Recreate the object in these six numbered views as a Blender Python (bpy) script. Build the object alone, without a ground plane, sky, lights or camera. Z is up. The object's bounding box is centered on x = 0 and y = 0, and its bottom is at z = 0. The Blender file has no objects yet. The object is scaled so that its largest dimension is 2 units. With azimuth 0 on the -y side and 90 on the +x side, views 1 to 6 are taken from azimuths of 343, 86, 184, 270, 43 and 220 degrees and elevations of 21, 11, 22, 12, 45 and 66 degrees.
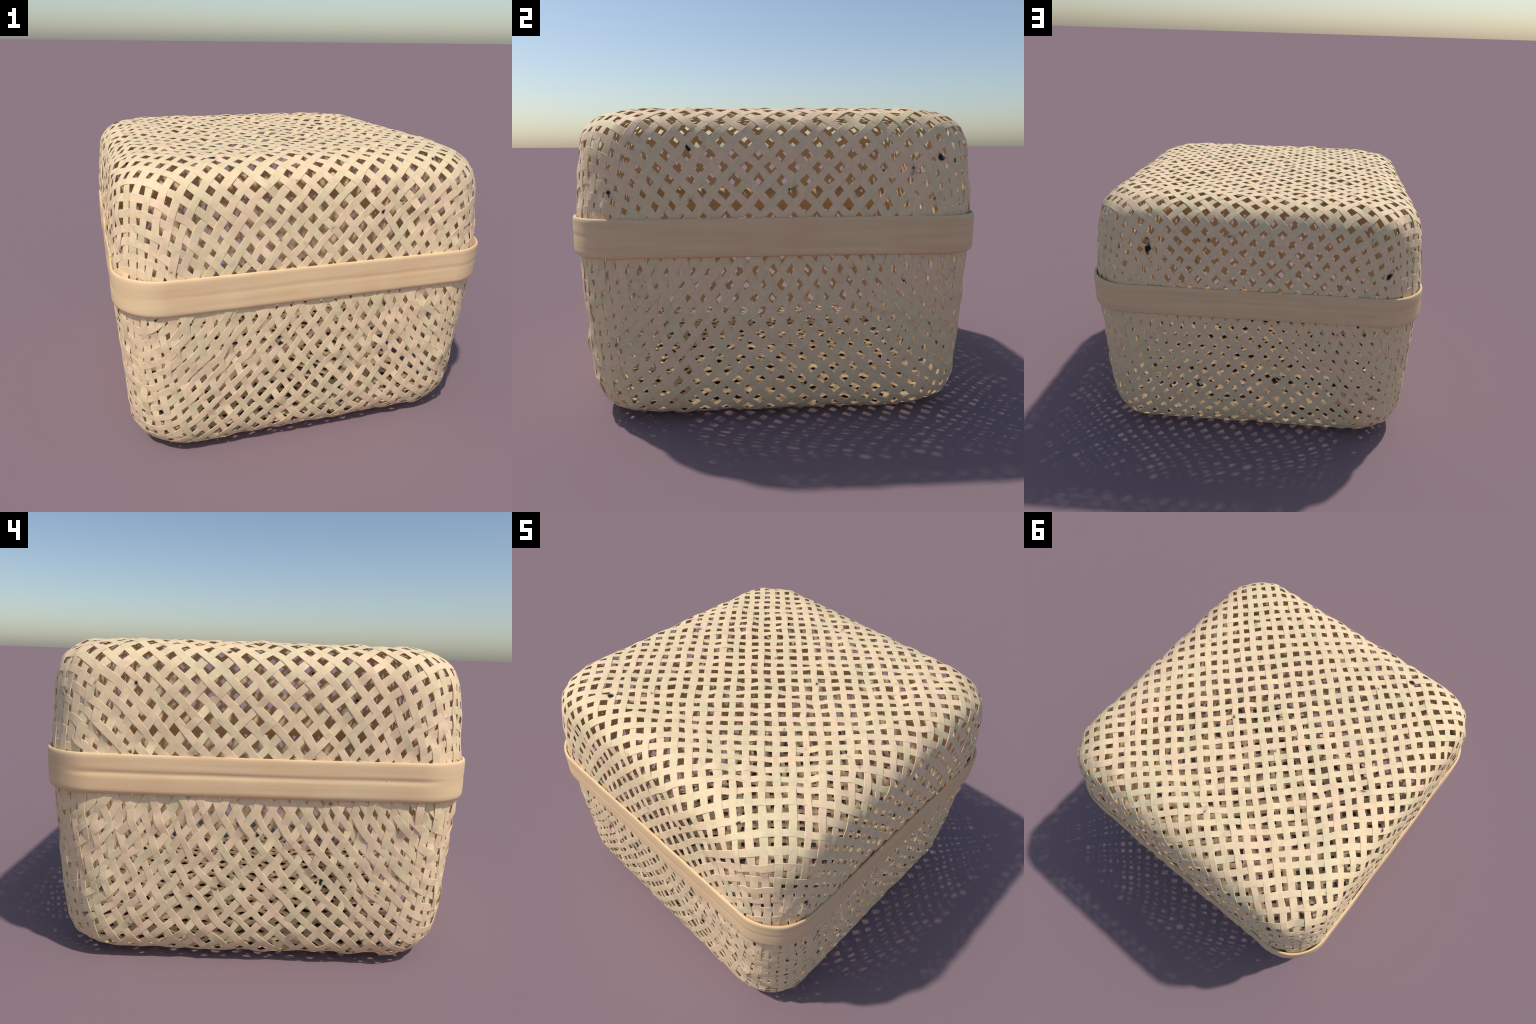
"""Square woven bamboo box: a lid and a base, each one diagonal plain weave of
flat bamboo strips draped over a rounded-square form, and a wide bamboo hoop
round the rim where they meet."""
import bpy, math, random
import numpy as np

RNG = np.random.default_rng(7)

# ----------------------------------------------------------------- the form
def fillet_profile(points, n=260):
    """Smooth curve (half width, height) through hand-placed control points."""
    p = np.array(points, float)
    q = np.vstack([2 * p[0] - p[1], p, 2 * p[-1] - p[-2]])
    out = []
    for i in range(1, len(q) - 2):
        a, b, c, d = q[i - 1], q[i], q[i + 1], q[i + 2]
        for t in np.linspace(0, 1, 24, endpoint=False):
            out.append(0.5 * (2 * b + (c - a) * t + (2 * a - 5 * b + 4 * c - d) * t**2
                              + (3 * b - a - 3 * c + d) * t**3))
    out.append(p[-1])
    out = np.array(out)
    s = np.r_[0, np.cumsum(np.hypot(*np.diff(out, axis=0).T))]
    si = np.linspace(0, s[-1], n)
    return np.c_[np.interp(si, s, out[:, 0]), np.interp(si, s, out[:, 1])], si


class Form:
    """Rounded-square body of revolution: a profile swept round a rounded square."""

    def __init__(self, points, corner, gather=0.5, open_part=(0.3, 0.7), slack=(0.038, 0.060), stretch=(1.1, 0.11), crowd=None):
        self.prof, self.s = fillet_profile(points)
        self.slack, self.stretch, self.crowd = slack, stretch, crowd
        self.corner, self.gather, self.open_part = corner, gather, open_part

    def ring(self, x, y, corner=None, z=None):
        """Half width of the rounded square through (x, y); its corners are rounder away from the rim."""
        c = np.interp(z, *self.corner) if z is not None else self.corner[1][1] if corner is None else corner
        k = 1 - c
        q1, q2 = np.abs(x), np.abs(y)
        m = np.maximum(q1, q2)
        S, Q, A = q1 + q2, q1**2 + q2**2, 2 * k * k - c * c
        mc = (k * S - np.sqrt(np.maximum(k * k * S * S - A * Q, 0))) / A
        return np.maximum(np.where(np.minimum(q1, q2) > k * m, mc, m), 1e-9)

    def drape(self, x, y):
        """Lay a flat sheet point on the form. Distance from the middle becomes arc length; the
        spare cloth of each corner is gathered beside the vertical edges, so the middle of
        every side keeps its open 45 degree net."""
        g = self.ring(x, y)
        b = np.clip((g - 0.60) / 0.55, 0, 1)
        b = b * b * (3 - 2 * b)
        m = g * (1 - b) + self.ring(x, y, self.gather) * b
        t = np.clip((m - 0.5) / 0.45, 0, 1)
        share = y**2 / np.maximum(x**2 + y**2, 1e-9)
        slack = self.slack[0] * (1 - share) + self.slack[1] * share
        s = m - slack * t * t * (3 - 2 * t) + self.stretch[1] * np.maximum(m - self.stretch[0], 0)
        w, z = np.interp(s, self.s, self.prof[:, 0]), np.interp(s, self.s, self.prof[:, 1])
        hi, lo = np.maximum(np.abs(x), np.abs(y)), np.minimum(np.abs(x), np.abs(y))
        phi, k = lo / np.maximum(hi, 1e-9), np.maximum(m / np.maximum(w, 1e-9), 1.0)
        stops = np.linspace(self.open_part[0], self.open_part[1], 9)
        bent = 0
        for y0 in stops:
            a = y0 / k
            bent = bent + np.where(phi < a, k * phi, y0 + (phi - a) * (1 - y0) / (1 - a)) / len(stops)
        if self.crowd:          # towards the rim the whole wall is drawn in evenly
            t = np.clip((s - self.crowd[0]) / (self.crowd[1] - self.crowd[0]), 0, 1)
            t = 0.75 * t * t * (3 - 2 * t)
            bent = bent * (1 - t) + phi * t
        swap = np.abs(y) > np.abs(x)
        ox = np.where(swap, bent, 1.0) * np.where(x < 0, -1, 1)
        oy = np.where(swap, 1.0, bent) * np.where(y < 0, -1, 1)
        f = w / self.ring(ox, oy, z=z)
        return np.stack([ox * f, oy * f, z], -1)

    def project(self, P):
        g = self.ring(P[..., 0], P[..., 1], z=P[..., 2])
        d = (g[..., None] - self.prof[:, 0]) ** 2 + (P[..., 2, None] - self.prof[:, 1]) ** 2
        k = np.clip(d.argmin(-1), 1, len(self.prof) - 2)
        # refine along the two neighbouring chords
        best, bd = None, None
        for a, b in ((k - 1, k), (k, k + 1)):
            A, B = self.prof[a], self.prof[b]
            AB = B - A
            X = np.stack([g, P[..., 2]], -1)
            t = np.clip(((X - A) * AB).sum(-1) / (AB**2).sum(-1), 0, 1)[..., None]
            H = A + t * AB
            dd = ((X - H) ** 2).sum(-1)
            if best is None:
                best, bd = H, dd
            else:
                best = np.where((dd < bd)[..., None], H, best)
        f = best[..., 0] / g
        return np.stack([P[..., 0] * f, P[..., 1] * f, best[..., 1]], -1)


# rim at z 0.94, hidden behind the hoop; the wall runs on below it so that the sheet can be cut there
LID_PROFILE = [(0, 1.531), (0.30, 1.532), (0.55, 1.533), (0.70, 1.533), (0.80, 1.524), (0.880, 1.493),
               (0.934, 1.434), (0.958, 1.35), (0.967, 1.25), (0.976, 1.12), (0.980, 1.0),
               (0.982, 0.8), (0.982, 0.5), (0.982, 0.1), (0.982, -0.4)]
BASE_PROFILE = [(0, 0.018), (0.40, 0.015), (0.68, 0.012), (0.79, 0.018), (0.87, 0.042), (0.922, 0.095),
                (0.946, 0.17), (0.957, 0.27), (0.965, 0.44), (0.971, 0.60), (0.976, 0.76), (0.978, 0.9),
                (0.978, 1.2), (0.978, 1.7), (0.978, 2.2)]
LID = Form(LID_PROFILE, ((1.0, 1.4), (0.272, 0.30)), gather=0.4)
BASE = Form(BASE_PROFILE, ((0.3, 0.85), (0.290, 0.272)), gather=0.22, slack=(0.058, 0.058), stretch=(0.98, 0.15), crowd=(1.15, 1.63))


# ---------------------------------------------------------------- the weave
def relax_sheet(form, pitch, reach, turn, phase, soft, bend, flat, rounds=30):
    """Crossings of a diagonal plain weave, relaxed on the form: strips resist
    stretching, give way a little to crowding and stay as straight as they can."""
    pa, pb = pitch                      # spacing of the crossings along either family of strips
    n = int(reach * 1.45 / min(pitch)) + 2
    idx = np.arange(-n, n + 1)
    I, J = np.meshgrid(idx + phase[0], idx + phase[1], indexing="ij")
    a, b = math.radians(45 + turn[0]), math.radians(135 + turn[1])
    X = pa * I * math.cos(a) + pb * J * math.cos(b)
    Y = pa * I * math.sin(a) + pb * J * math.sin(b)
    ok = form.ring(X, Y) < reach
    P = form.drape(X, Y)
    P[~ok] = 0
    # the flat panel keeps its even spacing; only the sheet beyond it slips
    slip = np.clip((form.ring(X, Y) - flat) / 0.15, 0, 1)[..., None]
    pairs = []
    for ax in (0, 1):
        A = [slice(None)] * 2; B = [slice(None)] * 2
        A[ax] = slice(0, -1); B[ax] = slice(1, None)
        A, B = tuple(A), tuple(B)
        pairs.append((A, B, ok[A] & ok[B]))
    for r in range(rounds):
        D = np.zeros_like(P); N = np.zeros(ok.shape)
        for (A, B, m), length in zip(pairs, pitch):
            d = P[B] - P[A]
            l = np.maximum(np.linalg.norm(d, axis=-1), 1e-9)
            w = np.where(l > length, 1.0, soft) * m
            mv = (w * (l - length) / l * 0.5)[..., None] * d
            D[A] += mv; D[B] -= mv
            N[A] += m; N[B] += m
        for ax in (0, 1):
            a_ = [slice(None)] * 2; b_ = [slice(None)] * 2; c_ = [slice(None)] * 2
            a_[ax], b_[ax], c_[ax] = slice(0, -2), slice(1, -1), slice(2, None)
            a_, b_, c_ = tuple(a_), tuple(b_), tuple(c_)
            m = (ok[a_] & ok[b_] & ok[c_])[..., None]
            D[b_] += bend * m * ((P[a_] + P[c_]) / 2 - P[b_])
        P = P + D / np.maximum(N, 1)[..., None] * 1.6 * slip
        P[ok] = form.project(P[ok])
    return P, ok


def surface_normals(P, ok, form, up):
    e = 0.004
    G = []
    for ax in range(3):
        d = np.zeros(3); d[ax] = e
        f = lambda Q: implicit(form, Q)
        G.append(f(P + d) - f(P - d))
    n = np.stack(G, -1)
    return n / np.maximum(np.linalg.norm(n, axis=-1, keepdims=True), 1e-12)


def implicit(form, P):
    """Signed distance in profile space, positive outside."""
    g = form.ring(P[..., 0], P[..., 1], z=P[..., 2])
    d = (g[..., None] - form.prof[:, 0]) ** 2 + (P[..., 2, None] - form.prof[:, 1]) ** 2
    k = np.clip(d.argmin(-1), 1, len(form.prof) - 2)
    T = form.prof[k + 1] - form.prof[k - 1]
    T /= np.linalg.norm(T, axis=-1, keepdims=True)
    # outward normal of the profile: walking from the pole to the rim, away from the middle of the body
    N = np.stack([-T[..., 1], T[..., 0]], -1)
    sign = 1.0 if form is LID else -1.0
    X = np.stack([g, P[..., 2]], -1)
    return sign * ((X - form.prof[k]) * N).sum(-1)


SUB = 6          # rings per crossing
AROUND = [(-1.0, -0.7), (-1.0, 0.5), (-0.94, 0.93), (-0.8, 1.0), (0.0, 1.0), (0.8, 1.0), (0.94, 0.93), (1.0, 0.5),
          (1.0, -0.7), (0.9, -1.0), (-0.9, -1.0)]



def smooth_curve(V, sub):
    """Catmull-Rom through the crossings."""
    q = np.vstack([2 * V[0] - V[1], V, 2 * V[-1] - V[-2]])
    t = np.linspace(0, 1, sub, endpoint=False)[None, :, None]
    a, b, c, d = (q[i:len(q) - 3 + i, None, :] for i in range(4))
    out = 0.5 * (2 * b + (c - a) * t + (2 * a - 5 * b + 4 * c - d) * t**2 + (3 * b - a - 3 * c + d) * t**3)
    return np.vstack([out.reshape(-1, V.shape[1]), V[-1:]])


def strip_mesh(name, path, nrm, half, lift, tilt, thick):
    tan = np.gradient(path, axis=0)
    tan /= np.linalg.norm(tan, axis=1, keepdims=True)
    side = np.cross(nrm, tan)
    side /= np.linalg.norm(side, axis=1, keepdims=True)
    up = np.cross(tan, side)
    ct, st = np.cos(tilt)[:, None], np.sin(tilt)[:, None]
    side, up = side * ct + up * st, up * ct - side * st
    k = len(AROUND)
    ring = np.array(AROUND)
    V = ((path + up * lift[:, None])[:, None, :] + side[:, None, :] * (half[:, None] * ring[None, :, 0])[..., None]
         + up[:, None, :] * (thick * 0.5 * ring[None, :, 1])[..., None])
    n = len(path)
    i = np.arange(n - 1)[:, None] * k
    j = np.arange(k)[None, :]
    j2 = (j + 1) % k
    F = np.stack([i + j, i + j2, i + k + j2, i + k + j], -1).reshape(-1, 4)
    faces = F.tolist() + [list(range(k)), list(range((n - 1) * k, n * k))[::-1]]
    me = bpy.data.meshes.new(name)
    me.from_pydata(V.reshape(-1, 3).tolist(), [], faces)
    me.polygons.foreach_set("use_smooth", [True] * len(faces))
    me.update()
    return me


def weave(form, kind, parent, material, pitch, width, reach, turn, phase, soft, bend, flat, inside_rim, warp, amp, thick, wander):
    P, ok = relax_sheet(form, pitch, reach, turn, phase, soft, bend, flat)
    if warp:
        P[..., 2] = warp(P[..., 2])
    P = P + RNG.normal(0, wander * pitch[0], P.shape) * ok[..., None]
    P[ok] = form.project(P[ok])
    N = np.zeros_like(P)
    N[ok] = surface_normals(P[ok], None, form, None)
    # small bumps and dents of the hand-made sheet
    P = P + N * (RNG.normal(0, 0.0034, ok.shape) * ok)[..., None]
    made = 0
    for fam in (0, 1):
        PP = P if fam == 0 else P.transpose(1, 0, 2)
        NN = N if fam == 0 else N.transpose(1, 0, 2)
        OK = ok if fam == 0 else ok.T
        for row in range(OK.shape[1]):
            cols = np.nonzero(OK[:, row] & inside_rim(PP[:, row, 2]))[0]
            if len(cols) < 3:
                continue
            lo, hi = cols[0], cols[-1]
            lo, hi = max(lo - 1, 0), min(hi + 1, OK.shape[0] - 1)
            if not OK[lo, row]: lo += 1
            if not OK[hi, row]: hi -= 1
            c = np.arange(lo, hi + 1)
            V, M = PP[c, row], NN[c, row]
            T = np.gradient(V, axis=0); T /= np.linalg.norm(T, axis=1, keepdims=True)
            room = np.full(len(c), 9.0)
            for dr in (-1, 1):
                r2 = row + dr
                if 0 <= r2 < OK.shape[1]:
                    d = PP[c, r2] - V
                    perp = np.linalg.norm(d - (d * T).sum(1, keepdims=True) * T, axis=1)
                    room = np.where(OK[c, r2], np.minimum(room, perp), room)
            want = width * (1 + RNG.normal(0, 0.05)) * (1 + RNG.normal(0, 1.8 * wander, len(c)))
            half = 0.5 * np.clip(np.minimum(want, room * 1.0), 0.35 * width, None)
            sgn = np.where((c + row) % 2 == 0, 1.0, -1.0) * (1 if fam == 0 else -1)
            lift = sgn * amp * (1 + RNG.normal(0, 0.15, len(c)))
            tilt = RNG.normal(0, 0.04, len(c))
            data = smooth_curve(np.c_[V, M, half, lift, tilt], SUB)
            path, nrm = data[:, :3], data[:, 3:6]
            keep = np.nonzero(inside_rim(path[:, 2]))[0]
            if len(keep) < 8:
                continue
            sl = slice(keep[0], keep[-1] + 1)
            me = strip_mesh(kind, path[sl], nrm[sl], data[sl, 6], data[sl, 7], data[sl, 8], thick)
            me.materials.append(material)
            ob = bpy.data.objects.new(kind, me)
            bpy.context.scene.collection.objects.link(ob)
            ob.parent = parent
            made += 1
    print(kind, made)


# ---------------------------------------------------------------- materials
def new_material(name):
    m = bpy.data.materials.new(name)
    m.use_nodes = True
    nt = m.node_tree
    bsdf = nt.nodes["Principled BSDF"]
    return m, nt, bsdf


def node(nt, kind, **kw):
    n = nt.nodes.new(kind)
    for k, v in kw.items():
        if k in n.inputs:
            n.inputs[k].default_value = v
        else:
            setattr(n, k, v)
    return n


def mix_colour(nt, fac, a, b):
    n = nt.nodes.new("ShaderNodeMix")
    n.data_type = "RGBA"
    for sock, v in ((n.inputs[0], fac), (n.inputs[6], a), (n.inputs[7], b)):
        if isinstance(v, (tuple, float, int)):
            sock.default_value = v
        else:
            nt.links.new(v, sock)
    return n.outputs[2]


def ramp(nt, fac, stops):
    n = nt.nodes.new("ShaderNodeValToRGB")
    e = n.color_ramp.elements
    e[0].position, e[0].color = stops[0]
    e[1].position, e[1].color = stops[-1]
    for p, c in stops[1:-1]:
        x = e.new(p); x.color = c
    nt.links.new(fac, n.inputs[0])
    return n.outputs[0]


def grey(v):
    return (v, v, v, 1)


def strip_material():
    m, nt, bsdf = new_material("bamboo_strip")
    tc = node(nt, "ShaderNodeTexCoord")
    info = node(nt, "ShaderNodeObjectInfo")
    patch = node(nt, "ShaderNodeTexNoise", noise_dimensions="4D", Scale=5.0, Detail=1.5, Roughness=0.5)
    own = node(nt, "ShaderNodeMath", operation="MULTIPLY")
    nt.links.new(info.outputs["Random"], own.inputs[0]); own.inputs[1].default_value = 0.55
    nt.links.new(own.outputs[0], patch.inputs["W"])
    nt.links.new(tc.outputs["Object"], patch.inputs["Vector"])
    add = node(nt, "ShaderNodeMath", operation="MULTIPLY_ADD")
    nt.links.new(info.outputs["Random"], add.inputs[0])
    add.inputs[1].default_value = 0.09
    nt.links.new(patch.outputs[0], add.inputs[2])
    tone = ramp(nt, add.outputs[0], [(0.42, (0.885, 0.645, 0.415, 1)), (0.54, (0.865, 0.65, 0.395, 1)), (0.65, (0.80, 0.65, 0.39, 1))])
    fine = node(nt, "ShaderNodeTexNoise", Scale=38.0, Detail=3.0, Roughness=0.55)
    nt.links.new(tc.outputs["Object"], fine.inputs["Vector"])
    shade = ramp(nt, fine.outputs[0], [(0.30, grey(0.90)), (0.62, grey(1.0))])
    mul = nt.nodes.new("ShaderNodeMix"); mul.data_type = "RGBA"; mul.blend_type = "MULTIPLY"
    mul.inputs[0].default_value = 1.0
    nt.links.new(tone, mul.inputs[6]); nt.links.new(shade, mul.inputs[7])
    # sparse black-green patches with soft grey margins, scattered by noise
    dark_patch = node(nt, "ShaderNodeTexNoise", Scale=11.0, Detail=2.5)
    nt.links.new(tc.outputs["Object"], dark_patch.inputs["Vector"])
    mask = ramp(nt, dark_patch.outputs[0], [(0.645, grey(0)), (0.71, grey(0.14)), (0.75, grey(1))])
    col = mix_colour(nt, mask, mul.outputs[2], (0.012, 0.014, 0.012, 1))
    nt.links.new(col, bsdf.inputs["Base Color"])
    bsdf.inputs["Roughness"].default_value = 0.62
    bsdf.inputs["Specular IOR Level"].default_value = 0.25
    return m


def hoop_material():
    m, nt, bsdf = new_material("bamboo_hoop")
    tc = node(nt, "ShaderNodeTexCoord")
    mp = node(nt, "ShaderNodeMapping")
    mp.inputs["Scale"].default_value = (0.6, 0.6, 14.0)
    nt.links.new(tc.outputs["Object"], mp.inputs["Vector"])
    grain = node(nt, "ShaderNodeTexNoise", Scale=3.0, Detail=2.5, Roughness=0.5)
    nt.links.new(mp.outputs[0], grain.inputs["Vector"])
    tone = ramp(nt, grain.outputs[0], [(0.32, (0.77, 0.545, 0.315, 1)), (0.5, (0.81, 0.585, 0.335, 1)), (0.68, (0.83, 0.62, 0.35, 1))])
    blot = node(nt, "ShaderNodeTexNoise", Scale=5.0, Detail=2.0)
    nt.links.new(tc.outputs["Object"], blot.inputs["Vector"])
    b = ramp(nt, blot.outputs[0], [(0.35, (1.0, 0.93, 0.90, 1)), (0.65, (1.0, 1.0, 1.0, 1))])
    mul = nt.nodes.new("ShaderNodeMix"); mul.data_type = "RGBA"; mul.blend_type = "MULTIPLY"
    mul.inputs[0].default_value = 1.0
    nt.links.new(tone, mul.inputs[6]); nt.links.new(b, mul.inputs[7])
    nt.links.new(mul.outputs[2], bsdf.inputs["Base Color"])
    bump = node(nt, "ShaderNodeBump", Strength=0.15, Distance=0.004)
    nt.links.new(grain.outputs[0], bump.inputs["Height"])
    nt.links.new(bump.outputs[0], bsdf.inputs["Normal"])
    bsdf.inputs["Roughness"].default_value = 0.55
    bsdf.inputs["Specular IOR Level"].default_value = 0.3
    return m


# ------------------------------------------------------------------ the hoop
def rounded_square(half, corner, n_side=26, n_arc=18):
    """Points and outward directions once round a rounded square."""
    r = half * corner
    k = half - r
    pts, out = [], []
    for q in range(4):
        a0 = q * math.pi / 2
        cx, cy = [(k, k), (-k, k), (-k, -k), (k, -k)][q]
        for t in np.linspace(0, math.pi / 2, n_arc, endpoint=False):
            a = a0 + t
            pts.append((cx + r * math.cos(a), cy + r * math.sin(a))); out.append((math.cos(a), math.sin(a)))
        ex, ey = cx + r * math.cos(a0 + math.pi / 2), cy + r * math.sin(a0 + math.pi / 2)
        nx, ny = [(-k, k), (-k, -k), (k, -k), (k, k)][q]
        fx, fy = nx + r * math.cos(a0 + math.pi / 2), ny + r * math.sin(a0 + math.pi / 2)
        for t in np.linspace(0, 1, n_side, endpoint=False):
            pts.append((ex + (fx - ex) * t, ey + (fy - ey) * t)); out.append((math.cos(a0 + math.pi / 2), math.sin(a0 + math.pi / 2)))
    return np.array(pts), np.array(out)


def hoop(name, parent, material, half, corner, section, wave):
    pts, out = rounded_square(half, corner)
    n, k = len(pts), len(section)
    V = []
    for i in range(n):
        for (d, z) in section:
            dd, zz = wave(i / n, pts[i], d, z)
            V.append((pts[i, 0] + out[i, 0] * dd, pts[i, 1] + out[i, 1] * dd, zz))
    F = [(i * k + j, ((i + 1) % n) * k + j, ((i + 1) % n) * k + (j + 1) % k, i * k + (j + 1) % k)
         for i in range(n) for j in range(k)]
    me = bpy.data.meshes.new(name)
    me.from_pydata(V, [], F)
    me.polygons.foreach_set("use_smooth", [True] * len(F))
    me.materials.append(material)
    me.update()
    ob = bpy.data.objects.new(name, me)
    bpy.context.scene.collection.objects.link(ob)
    ob.parent = parent
    return ob


def build():
    def empty(name, parent=None):
        e = bpy.data.objects.new(name, None)
        bpy.context.scene.collection.objects.link(e)
        e.parent = parent
        return e

    basket = empty("woven_basket")
    basket["label"] = "square lidded basket of woven pale bamboo strips with wide hoop"
    basket["category"] = "woven basket"
    lid = empty("lid", basket)
    base = empty("base", basket)
    strip, hoop_mat = strip_material(), hoop_material()

    weave(LID, "lid_strip", lid, strip, pitch=(0.0760, 0.0757), width=0.0378, reach=1.85, turn=(0.3, -0.4), phase=(-0.03, 0.05),
          soft=0.05, bend=0.5, flat=0.72, inside_rim=lambda z: z > 0.90, warp=None, amp=0.0006, thick=0.0030, wander=0.034)

    def steepen(z):
        return np.where(z > 0.72, z + 1.2 * np.maximum(z - 0.72, 0) ** 2, z)
    weave(BASE, "base_strip", base, strip, pitch=(0.0757, 0.0757), width=0.0368, reach=2.25, turn=(0.0, 0.0), phase=(0.0, 0.0),
          soft=0.05, bend=0.5, flat=0.72, inside_rim=lambda z: z < 0.92, warp=steepen, amp=0.0006, thick=0.0030, wander=0.047)

    def outer_wave(t, p, d, z):
        ripple = 0.0018 * math.sin(11 * p[0] + 3) * math.sin(9 * p[1]) + 0.001 * math.sin(31 * p[0] + 17 * p[1])
        zz = z + 0.004 * math.sin(2.1 * p[0] + 0.7) * math.cos(1.7 * p[1])
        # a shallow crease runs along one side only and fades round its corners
        side = min(max((-p[0] - 0.80) / 0.17, 0), 1) * min(max((0.86 - abs(p[1])) / 0.12, 0), 1)
        front = 0.3 * min(max((-p[1] - 0.80) / 0.17, 0), 1)
        crease = max(side, front) * 0.0055 * math.exp(-((z - 0.948) / 0.010) ** 2)
        bow = 0.002 * max(side, front) * math.cos((z - 0.90) / 0.05)
        return d + (ripple - crease + bow if d > -0.004 else 0), zz
    # outer hoop: rounded lower edge, flat face with a shallow crease, thin upper lip
    outer = [(-0.012, 0.858), (-0.005, 0.852), (-0.001, 0.856), (0.002, 0.866)]
    outer += [(0.003, z) for z in np.linspace(0.874, 1.016, 20)]
    outer += [(0.002, 1.026), (-0.001, 1.032), (-0.006, 1.034), (-0.012, 1.031), (-0.012, 0.95)]
    hoop("rim_hoop", lid, hoop_mat, 0.993, 0.255, outer, outer_wave)
    inner = [(-0.006, 0.862), (0.0, 0.860), (0.0, 1.03), (-0.006, 1.032)]
    hoop("inner_hoop", lid, hoop_mat, 0.963, 0.275, inner, lambda t, p, d, z: (d, z))


build()
